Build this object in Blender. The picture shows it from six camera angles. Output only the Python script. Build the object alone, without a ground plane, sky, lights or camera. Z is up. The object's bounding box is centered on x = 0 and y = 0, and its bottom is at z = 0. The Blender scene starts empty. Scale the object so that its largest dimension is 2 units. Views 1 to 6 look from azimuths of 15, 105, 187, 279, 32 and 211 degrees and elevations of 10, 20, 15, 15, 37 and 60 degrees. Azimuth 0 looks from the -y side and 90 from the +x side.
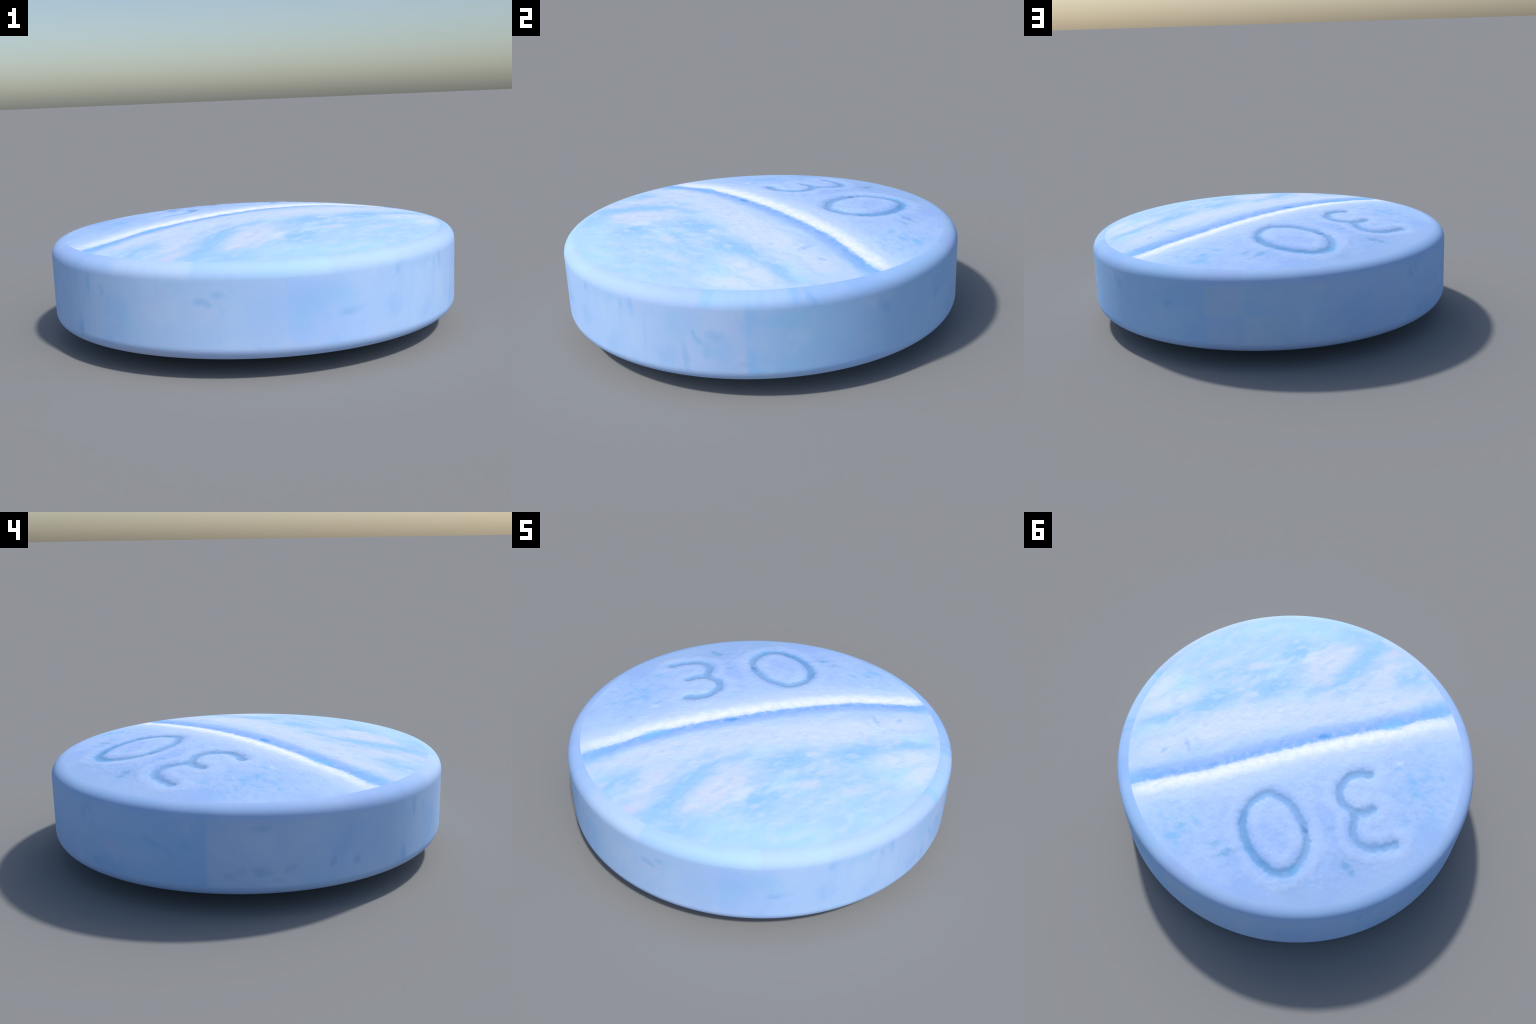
"""A round scored tablet: one pressed, chalky blue lozenge with a domed top and
underside, a rounded edge, a break line across the top and two engraved digits.

The body is a single revolved surface.  Its top is pressed in along the score line
and along the digit strokes, then the faces are shared out to named parts."""
import math
import bpy
import numpy as np

# ------------------------------------------------------------------ dimensions
R = 0.9985                # radius of the wall
H = 0.572                 # full height at the centre
FACE_R = 0.930            # where the domed faces turn into the rounded edge
CROWN = 0.083             # rise of each dome
EDGE_Z = 0.066            # height taken by the rounded edge
SCORE_ANGLE = math.radians(49.3)
SCORE_T = 0.026           # offset of the score's bottom from the centre
SCORE_DARK, SCORE_LIT = 0.078, 0.110      # widths of its two walls
SCORE_DEPTH = 0.006
STROKE = 0.026            # half width of a digit stroke
STROKE_DEPTH = 0.0075
SEGMENTS = 1152
D = np.array([math.cos(SCORE_ANGLE), math.sin(SCORE_ANGLE)])      # along the score
N = np.array([-math.sin(SCORE_ANGLE), math.cos(SCORE_ANGLE)])     # across it


# ------------------------------------------------------------------ small tools
def smooth(a, b, x):
    t = np.clip((x - a) / (b - a), 0, 1)
    return t * t * (3 - 2 * t)


def spline(points, closed=False, per=14):
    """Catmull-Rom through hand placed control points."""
    p = np.array(points, float)
    n = len(p)
    out = []
    for i in range(n if closed else n - 1):
        if closed:
            a, b, c, d = p[(i - 1) % n], p[i], p[(i + 1) % n], p[(i + 2) % n]
        else:
            b, c = p[i], p[i + 1]
            a = p[i - 1] if i else 2 * b - c
            d = p[i + 2] if i + 2 < n else 2 * c - b
        for t in np.linspace(0, 1, per, endpoint=False):
            out.append(0.5 * (2 * b + (c - a) * t + (2 * a - 5 * b + 4 * c - d) * t ** 2
                              + (3 * b - a - 3 * c + d) * t ** 3))
    out.append(p[0] if closed else p[-1])
    return np.array(out)


def distance(x, y, line):
    """Distance from each point to a polyline."""
    best = np.full(x.shape, 9.0)
    for a, b in zip(line[:-1], line[1:]):
        e = b - a
        t = np.clip(((x - a[0]) * e[0] + (y - a[1]) * e[1]) / max(e @ e, 1e-12), 0, 1)
        best = np.minimum(best, np.hypot(x - a[0] - t * e[0], y - a[1] - t * e[1]))
    return best


def value_noise(x, y, scale, seed):
    """Smooth seeded 2D noise in -1..1."""
    rng = np.random.default_rng(seed)
    g = rng.uniform(-1, 1, (64, 64))
    u, v = x * scale + 32.5, y * scale + 32.5
    i, j = np.floor(u).astype(int), np.floor(v).astype(int)
    f, h = u - i, v - j
    f, h = f * f * (3 - 2 * f), h * h * (3 - 2 * h)
    q = lambda a, b: g[a % 64, b % 64]
    return (q(i, j) * (1 - f) + q(i + 1, j) * f) * (1 - h) + (q(i, j + 1) * (1 - f) + q(i + 1, j + 1) * f) * h


# ------------------------------------------------------------------ digits
ZERO = spline([(-0.036, 0.364), (-0.001, 0.446), (-0.014, 0.528), (-0.050, 0.590), (-0.105, 0.638), (-0.173, 0.675),
               (-0.253, 0.697), (-0.319, 0.697), (-0.362, 0.676), (-0.391, 0.628), (-0.392, 0.540), (-0.366, 0.470),
               (-0.323, 0.420), (-0.275, 0.383), (-0.209, 0.350), (-0.144, 0.338), (-0.086, 0.341)], closed=True, per=6)
THREE_LOW = spline([(-0.442, -0.052), (-0.396, -0.030), (-0.360, 0.009), (-0.346, 0.057), (-0.350, 0.108),
                    (-0.367, 0.146), (-0.398, 0.172), (-0.438, 0.184), (-0.482, 0.182), (-0.515, 0.168),
                    (-0.539, 0.145), (-0.556, 0.113)], per=6)
THREE_HIGH = spline([(-0.470, 0.184), (-0.502, 0.211), (-0.518, 0.249), (-0.534, 0.285), (-0.561, 0.309),
                     (-0.594, 0.321), (-0.630, 0.320), (-0.662, 0.307), (-0.693, 0.280), (-0.722, 0.248),
                     (-0.750, 0.213)], per=6)


def distance_zero(x, y):
    return distance(x, y, ZERO)


def distance_three(x, y):
    return np.minimum(distance(x, y, THREE_LOW), distance(x, y, THREE_HIGH))


# ------------------------------------------------------------------ the pressed body
def edge_curve(r0, z0, slope, r1, z1, steps):
    """Rounded edge: cubic Bezier from the dome (given slope) to the upright wall."""
    k = 0.60
    p0, p3 = np.array([r0, z0]), np.array([r1, z1])
    p1 = p0 + np.array([1, slope]) * (r1 - r0) * k
    p2 = p3 + np.array([0, (z0 - z1) * k])
    t = np.linspace(0, 1, steps + 1)[1:, None]
    return p0 * (1 - t) ** 3 + 3 * p1 * t * (1 - t) ** 2 + 3 * p2 * t ** 2 * (1 - t) + p3 * t ** 3


def body_profile():
    face = np.linspace(0, FACE_R, 261)[1:]
    top = np.stack([face, H - CROWN * (face / FACE_R) ** 2], 1)
    slope = -2 * CROWN / FACE_R
    upper = edge_curve(FACE_R, H - CROWN, slope, R, H - CROWN - EDGE_Z, 26)
    wall = np.stack([np.full(28, R), np.linspace(H - CROWN - EDGE_Z, CROWN + EDGE_Z, 30)[1:-1]], 1)
    lower = upper[::-1] * [1, -1] + [0, H]
    bottom = top[::-4] * [1, -1] + [0, H]
    labels = ["top_face"] * len(top) + ["rim"] * len(upper) + ["side_wall"] * (len(wall) + 1) \
        + ["lower_edge"] * (len(lower) - 1) + ["bottom_face"] * len(bottom)
    return np.vstack([top, upper, wall, lower, bottom]), labels


BEND = ((0.45, 0.95, 0.047), (-0.40, -0.95, 0.022))    # the score sags at its two ends


def score_bend(s):
    """How far the score has drifted off its straight line at s."""
    return -sum(k * smooth(0, 1, (s - a) / (b - a)) for a, b, k in BEND)


def press(x, y, z, r):
    """Score line and digits pushed into the domed top."""
    s, t = x * D[0] + y * D[1], x * N[0] + y * N[1]
    t = t - score_bend(s)
    tw = t + 0.006 * value_noise(s, t * 0.3, 16, 3) + 0.004 * value_noise(s, t * 0.3, 37, 4)
    a = np.clip(1 - (SCORE_T - tw) / SCORE_DARK, 0, 1) * (tw <= SCORE_T)
    b = np.clip(1 - (tw - SCORE_T) / SCORE_LIT, 0, 1) * (tw > SCORE_T)
    v = np.maximum(a, b)
    v = v * v * (3 - 2 * v) * 0.7 + v * 0.3
    z = z - SCORE_DEPTH * v * (1 - smooth(0.86, 0.925, r))
    d = np.minimum(distance_zero(x, y), distance_three(x, y))
    d = d + 0.004 * value_noise(x, y, 24, 7) + 0.003 * value_noise(x, y, 60, 8)
    z = z - STROKE_DEPTH * np.exp(-(np.maximum(d, 0) / STROKE) ** 2.1)
    z = z + 0.0016 * np.exp(-((d - 0.066) / 0.028) ** 2)
    near = 1 - smooth(0.80, 0.92, r)
    grain = 0.0007 * value_noise(x, y, 33, 11) + 0.0005 * value_noise(y, x, 71, 12)
    return z + grain * near


def build_body():
    prof, labels = body_profile()
    ang = np.linspace(0, 2 * np.pi, SEGMENTS, endpoint=False)
    rr, zz = prof[:-1, 0], prof[:-1, 1]
    rings = len(rr)
    x, y = np.outer(rr, np.cos(ang)), np.outer(rr, np.sin(ang))
    z = np.repeat(zz[:, None], SEGMENTS, 1)
    top = np.array([l == "top_face" for l in labels[:-1]])
    z[top] = press(x[top], y[top], z[top], np.hypot(x[top], y[top]))
    co = np.stack([x, y, z], -1).reshape(-1, 3)
    zc = press(np.zeros(1), np.zeros(1), np.array([H]), np.zeros(1))[0]
    co = np.vstack([co, [[0, 0, zc], [0, 0, 0]]])
    i = np.arange(SEGMENTS)
    j = (i + 1) % SEGMENTS
    faces, owner = [], []
    for k in range(rings - 1):
        a, b = k * SEGMENTS, (k + 1) * SEGMENTS
        faces.append(np.stack([a + i, b + i, b + j, a + j], 1))
        owner += [labels[k + 1]] * SEGMENTS
    quads = np.vstack(faces)
    cap_top = np.stack([np.full(SEGMENTS, len(co) - 2), i, j], 1)
    last = (rings - 1) * SEGMENTS
    cap_bot = np.stack([np.full(SEGMENTS, len(co) - 1), last + j, last + i], 1)
    return co, quads, np.array(owner), cap_top, cap_bot


def make_mesh(name, co, quads, tris):
    used, inv = np.unique(np.concatenate([quads.ravel(), tris.ravel()]), return_inverse=True)
    nq = quads.size
    me = bpy.data.meshes.new(name)
    me.vertices.add(len(used))
    me.vertices.foreach_set("co", co[used].astype(np.float32).ravel())
    me.loops.add(len(inv))
    me.loops.foreach_set("vertex_index", inv.astype(np.int32))
    me.polygons.add(len(quads) + len(tris))
    start = np.concatenate([np.arange(len(quads)) * 4, nq + np.arange(len(tris)) * 3])
    me.polygons.foreach_set("loop_start", start.astype(np.int32))
    me.update(calc_edges=True)
    me.validate()
    me.polygons.foreach_set("use_smooth", np.ones(len(me.polygons), bool))
    return me, used


def vertex_normals(co, quads, tris):
    n = np.zeros_like(co)
    q = np.cross(co[quads[:, 2]] - co[quads[:, 0]], co[quads[:, 3]] - co[quads[:, 1]])
    for c in range(4):
        np.add.at(n, quads[:, c], q)
    q = np.cross(co[tris[:, 1]] - co[tris[:, 0]], co[tris[:, 2]] - co[tris[:, 0]])
    for c in range(3):
        np.add.at(n, tris[:, c], q)
    return n / np.maximum(np.linalg.norm(n, axis=1), 1e-12)[:, None]


# ------------------------------------------------------------------ node writing
TINT = (1.0, 1.02, 1.03)          # the set's light on a level white surface


def colour(r, g, b):
    """Base colour that looks like this 8-bit screen colour on a level sunlit face."""
    lin = [((c / 255 + 0.055) / 1.055) ** 2.4 if c > 10 else c / 3294 for c in (r, g, b)]
    return tuple(min(l / t, 0.97) for l, t in zip(lin, TINT)) + (1.0,)


class Num:
    """A float socket that writes Math nodes when it is calculated with."""

    def __init__(self, w, s):
        self.w, self.s = w, s

    def _op(self, op, *args):
        return self.w.math(op, self, *args)

    def __add__(self, o): return self._op("ADD", o)
    __radd__ = __add__
    def __sub__(self, o): return self._op("SUBTRACT", o)
    def __rsub__(self, o): return self.w.math("SUBTRACT", o, self)
    def __mul__(self, o): return self._op("MULTIPLY", o)
    __rmul__ = __mul__
    def __truediv__(self, o): return self._op("DIVIDE", o)
    def max(self, o): return self._op("MAXIMUM", o)
    def min(self, o): return self._op("MINIMUM", o)
    def above(self, o): return self._op("GREATER_THAN", o)
    def below(self, o): return self._op("LESS_THAN", o)
    def abs(self): return self._op("ABSOLUTE")

    def ramp(self, a, b, lo=0.0, hi=1.0, kind="SMOOTHSTEP"):
        n = self.w.node("ShaderNodeMapRange", interpolation_type=kind)
        self.w.plug(self, n.inputs[0])
        for k, v in zip((1, 2, 3, 4), (a, b, lo, hi)):
            n.inputs[k].default_value = v
        return Num(self.w, n.outputs[0])


class Writer:
    def __init__(self, name):
        self.mat = bpy.data.materials.new(name)
        self.mat.use_nodes = True
        self.t = self.mat.node_tree
        self.t.nodes.clear()
        self.coord = self.node("ShaderNodeTexCoord").outputs["Object"]
        sep = self.node("ShaderNodeSeparateXYZ")
        self.t.links.new(self.coord, sep.inputs[0])
        self.x, self.y, self.z = (Num(self, o) for o in sep.outputs)

    def node(self, kind, **kw):
        n = self.t.nodes.new(kind)
        for k, v in kw.items():
            setattr(n, k, v)
        return n

    def plug(self, v, socket):
        if isinstance(v, Num):
            self.t.links.new(v.s, socket)
        elif isinstance(v, bpy.types.NodeSocket):
            self.t.links.new(v, socket)
        else:
            socket.default_value = v

    def math(self, op, *args):
        n = self.node("ShaderNodeMath", operation=op)
        for k, a in enumerate(args):
            self.plug(a, n.inputs[k])
        return Num(self, n.outputs[0])

    def vector(self, x, y, z=0.0):
        n = self.node("ShaderNodeCombineXYZ")
        for k, a in enumerate((x, y, z)):
            self.plug(a, n.inputs[k])
        return n.outputs[0]

    def noise(self, vec, scale, detail=3.0, rough=0.55, distortion=0.0, turn=0.0, stretch=(1, 1, 1), shift=(0, 0, 0)):
        """Noise value 0..1; turn and stretch lay the streaks."""
        m = self.node("ShaderNodeMapping", vector_type="TEXTURE")
        self.plug(vec, m.inputs[0])
        m.inputs["Location"].default_value = shift
        m.inputs["Rotation"].default_value = (0, 0, turn)
        m.inputs["Scale"].default_value = stretch
        n = self.node("ShaderNodeTexNoise")
        self.plug(m.outputs[0], n.inputs["Vector"])
        n.inputs["Scale"].default_value = scale
        n.inputs["Detail"].default_value = detail
        n.inputs["Roughness"].default_value = rough
        n.inputs["Distortion"].default_value = distortion
        return Num(self, n.outputs[0])

    def warp(self, vec, scale, amount):
        """Push a vector about with noise, so that patches lose their tidy shape."""
        n = self.node("ShaderNodeTexNoise")
        self.plug(vec, n.inputs["Vector"])
        n.inputs["Scale"].default_value = scale
        n.inputs["Detail"].default_value = 3.0
        m = self.node("ShaderNodeVectorMath", operation="MULTIPLY_ADD")
        self.plug(n.outputs["Color"], m.inputs[0])
        m.inputs[1].default_value = (amount, amount, 0)
        self.plug(vec, m.inputs[2])
        o = self.node("ShaderNodeVectorMath", operation="SUBTRACT")
        self.plug(m.outputs[0], o.inputs[0])
        o.inputs[1].default_value = (amount / 2, amount / 2, 0)
        return o.outputs[0]

    def blob(self, vec, cx, cy, rx, ry, deg=0.0, soft=0.6, rough=None, amount=0.6):
        """Soft elliptical patch; rough is a noise that frays its outline."""
        m = self.node("ShaderNodeMapping", vector_type="TEXTURE")
        self.plug(vec, m.inputs[0])
        m.inputs["Location"].default_value = (cx, cy, 0)
        m.inputs["Rotation"].default_value = (0, 0, math.radians(deg))
        m.inputs["Scale"].default_value = (rx, ry, 1)
        n = self.node("ShaderNodeVectorMath", operation="LENGTH")
        self.plug(m.outputs[0], n.inputs[0])
        d = Num(self, n.outputs["Value"])
        if rough is not None:
            d = d + (rough - 0.5) * (amount * 2)
        return d.ramp(1 + soft * 0.5, 1 - soft * 0.5)

    def mix(self, f, a, b):
        n = self.node("ShaderNodeMix", data_type="RGBA")
        self.plug(f, n.inputs[0])
        self.plug(a, n.inputs[6])
        self.plug(b, n.inputs[7])
        return n.outputs[2]

    def stops(self, f, stops, kind="LINEAR"):
        n = self.node("ShaderNodeValToRGB")
        n.color_ramp.interpolation = kind
        e = n.color_ramp.elements
        while len(e) < len(stops):
            e.new(0.5)
        for el, (p, c) in zip(e, stops):
            el.position, el.color = p, c
        self.plug(f, n.inputs[0])
        return n.outputs[0]

    def tone(self, col, gain):
        """Overall strength of a layer's colour."""
        g = self.node("ShaderNodeMix", data_type="RGBA", blend_type="MULTIPLY")
        g.inputs[0].default_value = 1.0
        self.plug(col, g.inputs[6])
        g.inputs[7].default_value = (*gain, 1)
        return g.outputs[2]

    def finish(self, col, bump=None, strength=0.1):
        p = self.node("ShaderNodeBsdfPrincipled")
        o = self.node("ShaderNodeOutputMaterial")
        self.plug(col, p.inputs["Base Color"])
        p.inputs["Roughness"].default_value = 0.82
        p.inputs["Specular IOR Level"].default_value = 0.12
        if bump is not None:
            b = self.node("ShaderNodeBump")
            b.inputs["Strength"].default_value = strength
            b.inputs["Distance"].default_value = 0.004
            self.plug(bump, b.inputs["Height"])
            self.t.links.new(b.outputs[0], p.inputs["Normal"])
        self.t.links.new(p.outputs[0], o.inputs[0])
        return self.mat


# ------------------------------------------------------------------ materials
STREAK = math.radians(63)         # the mottling on the plain half is smeared along this


class FaceWriter(Writer):
    """Shared coordinates and layers of the two pressed half faces."""

    def __init__(self, name):
        super().__init__(name)
        self.flat = self.vector(self.x, self.y)
        self.bent = self.warp(self.flat, 16.0, 0.055)
        self.r = self.math("SQRT", self.x * self.x + self.y * self.y)
        self.s, self.t_across = self.x * D[0] + self.y * D[1], self.x * N[0] + self.y * N[1]
        self.fray = self.noise(self.flat, 9.0, 4, 0.6)
        self.fine = self.noise(self.flat, 26.0, 4, 0.6, turn=STREAK, stretch=(1.5, 0.8, 1))
        self.speck = self.noise(self.flat, 60.0, 3, 0.65, shift=(3, 1, 0))

    def lay(self, base, spots, tint, rough, amount, strength):
        mask = None
        for cx, cy, rx, ry, deg, k in spots:
            one = self.blob(self.bent, cx, cy, rx * 1.12, ry * 1.2, deg, 1.5, rough, amount * 1.7) * (strength * k)
            mask = one if mask is None else mask.max(one)
        return self.mix(mask, base, tint)

    def score_layers(self, col):
        """Score line: sunlight painted white on one wall, shade painted blue on the other."""
        s, r = self.s, self.r
        t = self.t_across
        for a, b, k in BEND:
            t = t + s.ramp(a, b, 0.0, k) if a < b else t + s.ramp(b, a, k, 0.0)
        col = self.mix(t.ramp(-0.03, SCORE_T) * t.ramp(0.09, SCORE_T), col, colour(200, 222, 255))
        tj = t + (self.noise(self.vector(s, t * 0.6), 19.0, 4, 0.65) - 0.5) * 0.048
        thin = self.noise(self.vector(s, t), 22.0, 4, 0.65, shift=(0, 4, 0))
        halo = tj.ramp(0.02, 0.09) * tj.ramp(0.24, 0.10)
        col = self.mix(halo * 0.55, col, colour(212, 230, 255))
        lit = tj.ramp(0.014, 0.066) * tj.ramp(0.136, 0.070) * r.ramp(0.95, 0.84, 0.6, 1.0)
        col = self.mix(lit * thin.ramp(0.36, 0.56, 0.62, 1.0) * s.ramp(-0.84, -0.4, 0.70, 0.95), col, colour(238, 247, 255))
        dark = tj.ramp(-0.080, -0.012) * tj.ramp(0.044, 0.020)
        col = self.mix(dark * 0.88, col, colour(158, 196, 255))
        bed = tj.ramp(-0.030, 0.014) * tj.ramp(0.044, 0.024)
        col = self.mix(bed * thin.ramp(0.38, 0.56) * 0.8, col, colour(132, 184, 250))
        frayed = self.speck * 0.6 + self.fray * 0.4
        col = self.lay(col, [(-0.105, -0.115, 0.036, 0.012, 49, 1.1), (0.40, 0.475, 0.03, 0.012, 49, 0.5)],
                       colour(98, 168, 238), frayed, 0.9, 0.85)
        return self.lay(col, [(-0.375, -0.415, 0.060, 0.024, 49, 1), (-0.53, -0.68, 0.09, 0.05, 49, 0.6),
                              (0.60, 0.63, 0.08, 0.04, 49, 0.5)], colour(130, 197, 250), frayed, 0.9, 0.85)


def plain_half_material():
    w = FaceWriter("chalky_plain_half")
    x, y, z, t, flat = w.x, w.y, w.z, w.t_across, w.flat
    fray, fine, speck, lay = w.fray, w.fine, w.speck, w.lay

    # plain half: pale lavender, sky blue and cyan smeared together
    broad = w.noise(flat, 4.6, 5, 0.58, distortion=0.35, turn=STREAK, stretch=(2.0, 0.9, 1), shift=(0.37, 0.21, 0))
    tone = broad * 0.75 + fine * 0.25
    mott = tone.ramp(0.36, 0.62)
    edge_blue = t.ramp(-0.30, -0.72)                       # bluer and calmer away from the score
    pale = w.mix(edge_blue, colour(213, 230, 255), colour(192, 223, 255))
    blue = w.mix(edge_blue, colour(182, 217, 255), colour(174, 216, 255))
    plain = w.mix(mott, blue, pale)
    cyan = w.noise(flat, 7.0, 4, 0.6, turn=STREAK, stretch=(1.6, 0.9, 1), shift=(1.3, 2.1, 0))
    plain = w.mix(cyan.ramp(0.50, 0.66) * 0.55, plain, colour(188, 230, 255))
    lav = w.noise(flat, 8.0, 4, 0.6, turn=STREAK, stretch=(1.5, 0.9, 1), shift=(4.3, 0.4, 0))
    plain = w.mix(lav.ramp(0.54, 0.68) * 0.6, plain, colour(208, 222, 255))

    cloud = w.noise(flat, 17.0, 3, 0.55, turn=STREAK, stretch=(1.6, 0.8, 1), shift=(2.2, 6.1, 0))
    frayed = fine * 0.3 + cloud * 0.7
    plain = lay(plain, [(0.45, -0.62, 0.34, 0.20, 40, 0.7), (0.10, -0.86, 0.30, 0.10, 5, 1)],
                colour(183, 219, 255), frayed, 0.8, 0.85)
    plain = lay(plain, [(-0.02, -0.72, 0.19, 0.085, -92, 1), (0.02, -0.51, 0.085, 0.05, -96, 0.8),
                        (0.33, -0.56, 0.06, 0.05, 60, 1), (0.39, -0.47, 0.05, 0.03, 54, 0.8),
                        (-0.30, -0.77, 0.09, 0.05, -95, 0.8), (0.73, 0.27, 0.10, 0.04, 45, 1),
                        (0.556, 0.045, 0.13, 0.055, 57, 1), (0.31, -0.225, 0.12, 0.05, 64, 1),
                        (0.245, -0.45, 0.045, 0.028, 56, 0.8), (0.10, -0.37, 0.06, 0.03, 59, 0.7),
                        (0.454, -0.266, 0.06, 0.03, 51, 0.7), (0.56, 0.165, 0.035, 0.02, 60, 0.9),
                        (0.10, -0.84, 0.10, 0.06, 10, 0.8)],
                colour(160, 209, 255), frayed, 0.9, 1.0)
    plain = lay(plain, [(0.72, 0.335, 0.08, 0.025, 42, 0.9), (0.80, 0.015, 0.08, 0.05, 35, 0.9),
                        (0.42, -0.74, 0.20, 0.06, 20, 0.6), (0.62, -0.62, 0.12, 0.05, 45, 0.8)],
                colour(190, 232, 255), frayed, 0.9, 0.9)
    plain = lay(plain, [(0.76, 0.165, 0.16, 0.045, 55, 1), (0.87, 0.10, 0.11, 0.04, 77, 1),
                        (0.38, 0.11, 0.34, 0.085, 50, 0.9), (-0.31, -0.60, 0.15, 0.06, 53, 0.8),
                        (-0.16, -0.41, 0.14, 0.06, 60, 0.6), (0.255, -0.55, 0.065, 0.026, 72, 1),
                        (0.06, -0.21, 0.14, 0.05, 50, 0.6), (0.62, 0.42, 0.14, 0.05, 50, 0.7)],
                colour(224, 237, 255), frayed, 0.9, 0.85)
    plain = lay(plain, [(0.15, -0.585, 0.165, 0.060, 73, 1), (0.112, -0.73, 0.05, 0.018, 73, 1),
                        (0.207, -0.672, 0.055, 0.014, 73, 1), (0.11, -0.43, 0.07, 0.03, 55, 0.7),
                        (-0.13, -0.72, 0.17, 0.06, -93, 0.55), (-0.105, -0.84, 0.05, 0.03, 60, 0.7),
                        (0.67, -0.225, 0.08, 0.025, 57, 0.6), (0.47, -0.33, 0.055, 0.022, 50, 0.7)],
                colour(220, 229, 255), frayed, 0.9, 1.0)
    plain = lay(plain, [(-0.129, -0.893, 0.024, 0.018, 160, 1)], colour(222, 220, 255), frayed, 0.7, 0.7)
    plain = lay(plain, [(0.493, 0.346, 0.034, 0.008, 147, 1), (0.592, 0.433, 0.016, 0.012, 50, 1),
                        (-0.29, -0.42, 0.018, 0.012, 50, 0.7), (0.445, 0.345, 0.03, 0.016, 60, 0.4)],
                colour(158, 200, 252), speck, 0.9, 0.65)

    plain = w.mix(cloud.ramp(0.48, 0.68) * 0.36, plain, colour(219, 232, 255))
    plain = w.mix(cloud.ramp(0.48, 0.34) * 0.40, plain, colour(174, 214, 255))
    plain = w.mix(fine.ramp(0.52, 0.70) * 0.25, plain, colour(180, 222, 255))
    return w.finish(w.score_layers(w.tone(plain, (0.87, 0.905, 0.99))), speck + fine * 0.5, 0.10)


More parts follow.
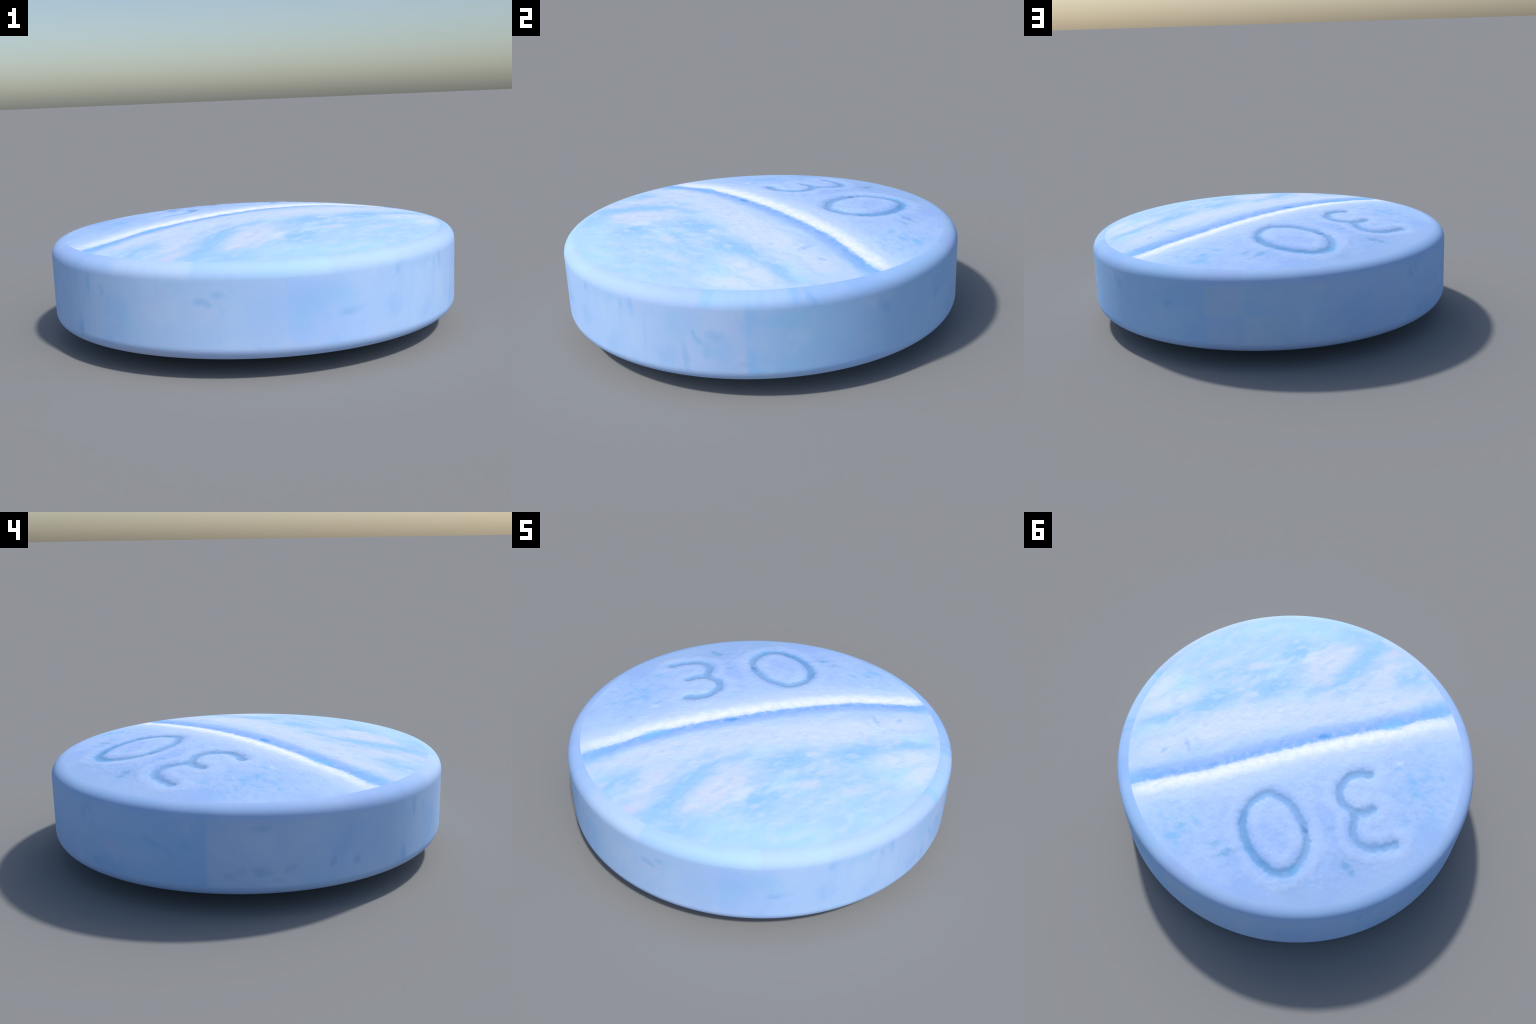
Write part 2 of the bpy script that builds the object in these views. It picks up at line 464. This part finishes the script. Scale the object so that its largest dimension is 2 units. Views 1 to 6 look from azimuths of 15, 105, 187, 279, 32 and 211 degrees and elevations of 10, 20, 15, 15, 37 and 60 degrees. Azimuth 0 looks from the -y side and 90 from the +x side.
def marked_half_material():
    """Digit half: periwinkle, paler beside the score, greyer towards the rim."""
    w = FaceWriter("chalky_marked_half")
    x, y, z, t, r, flat = w.x, w.y, w.z, w.t_across, w.r, w.flat
    fray, fine, speck, lay = w.fray, w.fine, w.speck, w.lay
    wide = w.noise(flat, 3.4, 4, 0.55, shift=(7, 2, 0))
    near_score = t.ramp(0.34, 0.10)
    dig = w.mix(wide.ramp(0.35, 0.66), colour(160, 193, 255), colour(180, 209, 255))
    dig = w.mix(near_score * 0.85, dig, colour(190, 215, 255))
    dig = w.mix(t.ramp(0.62, 0.92) * 0.75, dig, colour(158, 192, 243))
    west = w.blob(flat, -0.70, -0.38, 0.34, 0.22, -60, 1.2, fray, 0.6)
    dig = w.mix(west * 0.6, dig, colour(178, 210, 255))
    east = w.blob(flat, 0.42, 0.72, 0.26, 0.20, -45, 1.2, fray, 0.6)
    dig = w.mix(east * 0.6, dig, colour(180, 214, 255))
    dig = w.mix(fray.ramp(0.50, 0.70) * 0.45, dig, colour(156, 190, 252))
    dig = w.mix(speck.ramp(0.50, 0.72) * 0.4, dig, colour(152, 190, 248))
    dig = w.mix(speck.ramp(0.48, 0.28) * 0.35, dig, colour(188, 212, 255))
    # scattered cyan and teal granules
    frayed = speck * 0.6 + fray * 0.4
    zone = w.blob(flat, -0.74, -0.10, 0.15, 0.24, 15, 1.0, fray, 0.8).max(
        w.blob(flat, 0.29, 0.76, 0.14, 0.10, -40, 1.0, fray, 0.8)).max(
        w.blob(flat, -0.02, 0.74, 0.11, 0.07, 0, 1.0, fray, 0.8) * 0.7)
    gran = w.noise(flat, 21.0, 4, 0.6, turn=math.radians(20), stretch=(1.5, 0.9, 1), shift=(2, 5, 0))
    dig = w.mix(zone * gran.ramp(0.40, 0.70) * 0.75, dig, colour(146, 194, 250))
    dig = lay(dig, [(0.234, 0.751, 0.030, 0.014, 50, 1), (0.245, 0.819, 0.032, 0.015, 50, 1),
                    (0.189, 0.686, 0.036, 0.009, -10, 0.8), (-0.646, -0.156, 0.028, 0.016, -20, 1),
                    (-0.545, -0.175, 0.020, 0.010, 10, 0.8), (-0.70, -0.10, 0.035, 0.02, 30, 0.7)],
              colour(132, 192, 248), frayed, 1.0, 0.62)
    dig = lay(dig, [(-0.600, 0.461, 0.024, 0.014, 35, 1.2), (-0.650, 0.480, 0.026, 0.010, -20, 0.8),
                    (0.022, 0.738, 0.022, 0.012, 50, 0.8), (-0.053, 0.753, 0.046, 0.011, 44, 0.8),
                    (-0.44, 0.33, 0.02, 0.016, 0, 0.35)],
              colour(108, 168, 220), frayed, 1.0, 0.7)
    dig = lay(dig, [(-0.600, 0.44, 0.085, 0.06, 20, 0.4), (-0.43, 0.72, 0.10, 0.05, 160, 0.45)],
              colour(142, 180, 232), frayed, 1.0, 0.8)
    dig = lay(dig, [(-0.533, -0.207, 0.018, 0.014, 40, 1)], colour(205, 225, 255), frayed, 0.9, 0.5)

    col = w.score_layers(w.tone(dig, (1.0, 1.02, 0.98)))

    # darker blue along the digit strokes, following how deep the face is pressed
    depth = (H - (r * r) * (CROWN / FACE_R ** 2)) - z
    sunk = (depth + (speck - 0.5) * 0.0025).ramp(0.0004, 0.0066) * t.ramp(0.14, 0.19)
    stroke_blue = w.mix(fray.ramp(0.35, 0.65), colour(118, 168, 220), colour(136, 180, 230))
    stroke_blue = lay(stroke_blue, [(-0.198, 0.680, 0.14, 0.06, 162, 1), (-0.03, 0.56, 0.05, 0.07, 0, 0.8)],
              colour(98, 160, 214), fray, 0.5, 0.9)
    stroke_blue = lay(stroke_blue, [(-0.388, 0.632, 0.032, 0.022, 20, 1)], colour(96, 172, 224), fray, 0.6, 1.0)
    stroke_blue = lay(stroke_blue, [(-0.322, 0.415, 0.020, 0.008, 164, 1)], colour(78, 130, 196), fray, 0.6, 1.0)
    col = w.mix(sunk * fray.ramp(0.30, 0.62, 0.62, 0.95), col, stroke_blue)
    painted_lip_light = (depth - (speck - 0.5) * 0.0006).ramp(-0.0003, -0.0013) * t.ramp(0.14, 0.19)  # raised lips round the digits tinted paler for the light they catch
    col = w.mix(painted_lip_light * 0.4, col, colour(186, 213, 255))
    return w.finish(col, speck + fine * 0.5, 0.10)


SEAM = 110.0                      # azimuths run from SEAM - 360 to SEAM


def edge_material():
    w = Writer("chalky_pressed_edge")
    x, y, z = w.x, w.y, w.z
    r = w.math("SQRT", x * x + y * y)
    a0 = math.radians(SEAM - 180)
    az = w.math("ARCTAN2", y * math.cos(a0) - x * math.sin(a0), x * math.cos(a0) + y * math.sin(a0)) \
        * (180 / math.pi) + (SEAM - 180)
    unit = (az - (SEAM - 360)) / 360.0
    arc = w.vector(az * (math.pi / 180), z)                # the wall laid out flat
    bent = w.warp(w.vector(az * (math.pi / 180), z), 22.0, 0.05)
    solid = w.coord
    fray = w.noise(solid, 9.0, 4, 0.6)
    fine = w.noise(solid, 22.0, 4, 0.6)

    def at(a):
        a = a if a <= SEAM else a - 360
        return (a - (SEAM - 360)) / 360.0

    def band(pairs, kind="LINEAR"):
        out = sorted((min(max(at(a), 0), 1), colour(*c)) for a, c in pairs)
        return w.stops(unit, out, kind)

    # upright wall
    wall = band([(110.5, (166, 196, 246)), (135, (166, 196, 250)), (160, (160, 196, 250)), (179.7, (150, 190, 246)),
                 (180.3, (172, 197, 246)), (215, (170, 200, 250)), (245, (170, 200, 248)), (270, (172, 201, 250)),
                 (292.3, (168, 197, 252)), (292.7, (162, 195, 255)), (310, (170, 201, 255)), (330, (174, 205, 255)),
                 (350, (172, 200, 252)), (371.0, (178, 200, 246)), (371.5, (150, 194, 250)), (400, (162, 200, 252)),
                 (438.5, (162, 200, 250)), (439, (166, 196, 248)), (449.9, (168, 196, 246)), (450.2, (168, 202, 246)),
                 (469, (168, 196, 246))])
    patch = w.noise(solid, 3.6, 4, 0.55, shift=(2, 1, 3))
    wall = w.mix(patch.ramp(0.50, 0.66) * 0.55, wall, colour(152, 190, 250))
    wall = w.mix(patch.ramp(0.46, 0.32) * 0.45, wall, colour(182, 208, 252))
    warm = w.noise(solid, 5.0, 3, 0.5, shift=(6, 3, 1))
    wall = w.mix(warm.ramp(0.56, 0.70) * 0.45, wall, colour(182, 202, 246))
    cool = w.noise(solid, 5.5, 3, 0.5, shift=(1, 8, 4))
    wall = w.mix(cool.ramp(0.56, 0.70) * 0.4, wall, colour(152, 200, 248))
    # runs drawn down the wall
    run = w.noise(w.vector(az * (math.pi / 180) * 14.0, z * 1.2), 1.6, 3, 0.6)
    where = az.ramp(-48, -30) * az.ramp(-4, -14) + az.ramp(-140, -128) * az.ramp(-104, -116)
    wall = w.mix(run.ramp(0.50, 0.70) * where * 0.28, wall, colour(146, 190, 246))
    wall = w.mix(run.ramp(0.46, 0.28) * where * 0.25, wall, colour(184, 206, 250))

    def lay(base, spots, tint, strength, amount=0.9):
        rough = fine * 0.55 + fray * 0.45
        mask = None
        for a, h, rx, ry, deg, k in spots:
            a = a if a <= SEAM else a - 360
            one = w.blob(bent, math.radians(a), h, rx * 1.15, ry * 1.2, deg, 1.6, rough, amount * 1.6) * (strength * k)
            mask = one if mask is None else mask.max(one)
        return w.mix(mask, base, tint)

    wall = lay(wall, [(-61, 0.350, 0.11, 0.045, 8, 1), (-73, 0.30, 0.10, 0.05, 20, 0.6), (-5, 0.37, 0.06, 0.04, 0, 0.7),
                      (16, 0.215, 0.08, 0.035, 10, 0.8), (160, 0.33, 0.10, 0.06, 0, 0.5), (8, 0.27, 0.10, 0.05, 0, 0.5)],
               colour(148, 190, 250), 0.5)
    wall = lay(wall, [(-84, 0.366, 0.020, 0.014, 0, 1), (-87.5, 0.334, 0.030, 0.012, -15, 1), (-53, 0.264, 0.028, 0.014, 0, 1),
                      (-50, 0.270, 0.02, 0.01, 30, 0.5), (-126, 0.176, 0.014, 0.035, 10, 0.9),
                      (-116, 0.354, 0.012, 0.025, 0, 0.8), (-121, 0.365, 0.012, 0.035, 0, 0.9),
                      (-1.5, 0.30, 0.036, 0.012, -50, 1), (3.5, 0.306, 0.030, 0.018, 0, 1), (-4.5, 0.20, 0.012, 0.045, 8, 0.8),
                      (1, 0.235, 0.016, 0.03, 0, 0.6), (10, 0.18, 0.02, 0.012, 0, 0.5), (-38.5, 0.41, 0.014, 0.026, -15, 0.9),
                      (-20, 0.41, 0.014, 0.035, 10, 0.9), (-23, 0.385, 0.012, 0.025, 0, 0.7),
                      (47, 0.355, 0.016, 0.026, 20, 0.9), (45, 0.385, 0.012, 0.02, 0, 0.6), (67, 0.326, 0.018, 0.022, 0, 0.9),
                      (142, 0.388, 0.016, 0.024, 0, 1), (144.5, 0.412, 0.014, 0.016, 0, 0.9), (147, 0.176, 0.022, 0.014, -30, 1),
                      (166, 0.315, 0.034, 0.012, -25, 1), (170, 0.282, 0.034, 0.012, -35, 0.8), (174.5, 0.312, 0.034, 0.016, 0, 0.9),
                      (101, 0.17, 0.02, 0.012, 0, 0.4)],
               colour(136, 184, 242), 0.62)
    wall = lay(wall, [(193, 0.207, 0.036, 0.014, -10, 1), (188, 0.215, 0.02, 0.012, 0, 0.6), (185, 0.192, 0.022, 0.012, 0, 0.7),
                      (200, 0.212, 0.024, 0.012, 10, 0.7), (211, 0.226, 0.018, 0.010, 35, 0.9), (218, 0.208, 0.018, 0.018, 0, 0.9),
                      (193, 0.402, 0.030, 0.010, 0, 0.8), (235, 0.178, 0.012, 0.022, 0, 0.8), (197, 0.165, 0.02, 0.01, 0, 0.5)],
               colour(138, 174, 230), 0.55)

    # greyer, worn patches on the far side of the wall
    worn = (az.above(78.75) * az.below(90.0) * z.above(0.278) * z.below(0.427)).max(
        az.above(90.0) * az.ramp(104, 98) * z.below(0.274))
    wall = w.mix(worn * 0.42, wall, colour(180, 204, 238))

    # rounded rim, smeared outward from the face
    rim = band([(110.5, (166, 203, 249)), (140, (164, 205, 250)), (146, (160, 201, 250)), (180, (164, 204, 252)),
                (214, (174, 208, 255)), (222, (168, 203, 255)), (234, (166, 205, 255)), (247, (176, 211, 255)),
                (248.5, (186, 217, 255)), (268, (190, 221, 255)), (269.9, (190, 221, 255)), (270.1, (172, 213, 255)),
                (290, (174, 217, 255)), (303.7, (182, 222, 255)), (303.9, (181, 214, 255)), (321.8, (183, 219, 255)),
                (322.2, (182, 212, 255)), (340, (180, 211, 255)), (359, (176, 208, 255)), (361, (146, 206, 255)),
                (363, (168, 213, 255)), (381, (172, 213, 255)), (382.6, (150, 200, 255)), (384, (164, 205, 255)),
                (400, (158, 200, 255)), (415, (164, 208, 255)), (438.5, (164, 208, 252)), (439, (166, 201, 251)),
                (449.9, (166, 201, 250)), (450.2, (167, 207, 250)), (469, (166, 203, 249))])
    smear = w.noise(w.vector(az * (math.pi / 180) * 12.0, z * 0.8), 2.2, 3, 0.6)
    streaky = az.ramp(-146, -136) * az.ramp(-104, -114) + az.ramp(-2, 2) * az.ramp(40, 30)
    rim = w.mix(smear.ramp(0.50, 0.64) * streaky * 0.5, rim, colour(158, 204, 255))
    rim = w.mix(smear.ramp(0.46, 0.34) * streaky * 0.45, rim, colour(182, 208, 255))
    soft = w.noise(solid, 5.0, 3, 0.5, shift=(3, 9, 2))
    rim = w.mix(soft.ramp(0.46, 0.66) * 0.3, rim, colour(182, 212, 255))
    rim = lay(rim, [(27, 0.452, 0.010, 0.030, 25, 1)], colour(142, 192, 248), 0.8)
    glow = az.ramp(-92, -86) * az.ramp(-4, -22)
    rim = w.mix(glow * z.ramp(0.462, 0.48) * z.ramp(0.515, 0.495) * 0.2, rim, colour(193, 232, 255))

    hard = az.above(-90.0) * az.below(-56.2) * z.above(0.4285)
    fade = z.ramp(0.40, 0.47).max(hard)
    low = band([(110.5, (170, 198, 246)), (180, (156, 192, 244)), (230, (158, 190, 236)), (258, (176, 194, 232)),
                (270, (170, 196, 242)), (300, (166, 198, 246)), (360, (166, 200, 246)), (382, (170, 202, 244)),
                (383, (160, 196, 246)), (440, (160, 194, 246)), (469, (170, 198, 246))])
    wall, rim = w.tone(wall, (1.015, 1.065, 1.0)), w.tone(rim, (0.945, 0.925, 0.95))
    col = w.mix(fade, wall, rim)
    col = w.mix(z.ramp(0.140, 0.128) * 0.8, col, low)
    col = w.mix(fine.ramp(0.5, 0.75) * 0.15, col, colour(150, 186, 242))
    return w.finish(col, fine, 0.04)


# ------------------------------------------------------------------ assembly
def main():
    co, quads, owner, cap_top, cap_bot = build_body()
    tris = np.vstack([cap_top, cap_bot])
    normals = vertex_normals(co, quads, tris)
    mid = co[quads].mean(1)
    on_top = owner == "top_face"
    x, y = mid[:, 0], mid[:, 1]
    t = x * N[0] + y * N[1] - score_bend(x * D[0] + y * D[1])
    score = on_top & (t > SCORE_T - SCORE_DARK) & (t < SCORE_T + SCORE_LIT)
    zero = np.zeros(len(quads), bool)
    three = np.zeros(len(quads), bool)
    zero[on_top] = distance_zero(x[on_top], y[on_top]) < 0.042
    three[on_top] = distance_three(x[on_top], y[on_top]) < 0.042
    flat = on_top & ~score & ~zero & ~three
    south = t < SCORE_T

    plain_mat, marked_mat, edge_mat = plain_half_material(), marked_half_material(), edge_material()
    root = bpy.data.objects.new("tablet", None)
    root["label"] = "round chalky light blue scored tablet with engraved digits"
    root["category"] = "medicine tablet"
    bpy.context.scene.collection.objects.link(root)
    none = np.zeros((0, 3), int)
    # the pole of the revolved face lies in the score's inner wall
    parts = [
        ("plain_half", flat & south, none, plain_mat, None),
        ("marked_half", flat & ~south, none, marked_mat, None),
        ("score_wall", score & south, cap_top, plain_mat, "plain_half"),
        ("score_wall", score & ~south, none, marked_mat, "marked_half"),
        ("engraved_digit", three, none, marked_mat, "marked_half"),
        ("engraved_digit", zero, none, marked_mat, "marked_half"),
        ("rounded_rim", owner == "rim", none, edge_mat, None),
        ("side_wall", owner == "side_wall", none, edge_mat, None),
        ("lower_rim", owner == "lower_edge", none, edge_mat, None),
        ("bottom_face", owner == "bottom_face", cap_bot, edge_mat, None),
    ]
    made = {}
    for name, mask, cap, mat, parent in parts:
        me, used = make_mesh(name, co, quads[mask], cap)
        me.materials.append(mat)
        me.normals_split_custom_set_from_vertices(normals[used].astype(np.float32))
        ob = bpy.data.objects.new(name, me)
        bpy.context.scene.collection.objects.link(ob)
        ob.parent = made.get(parent, root)
        made.setdefault(name, ob)


main()
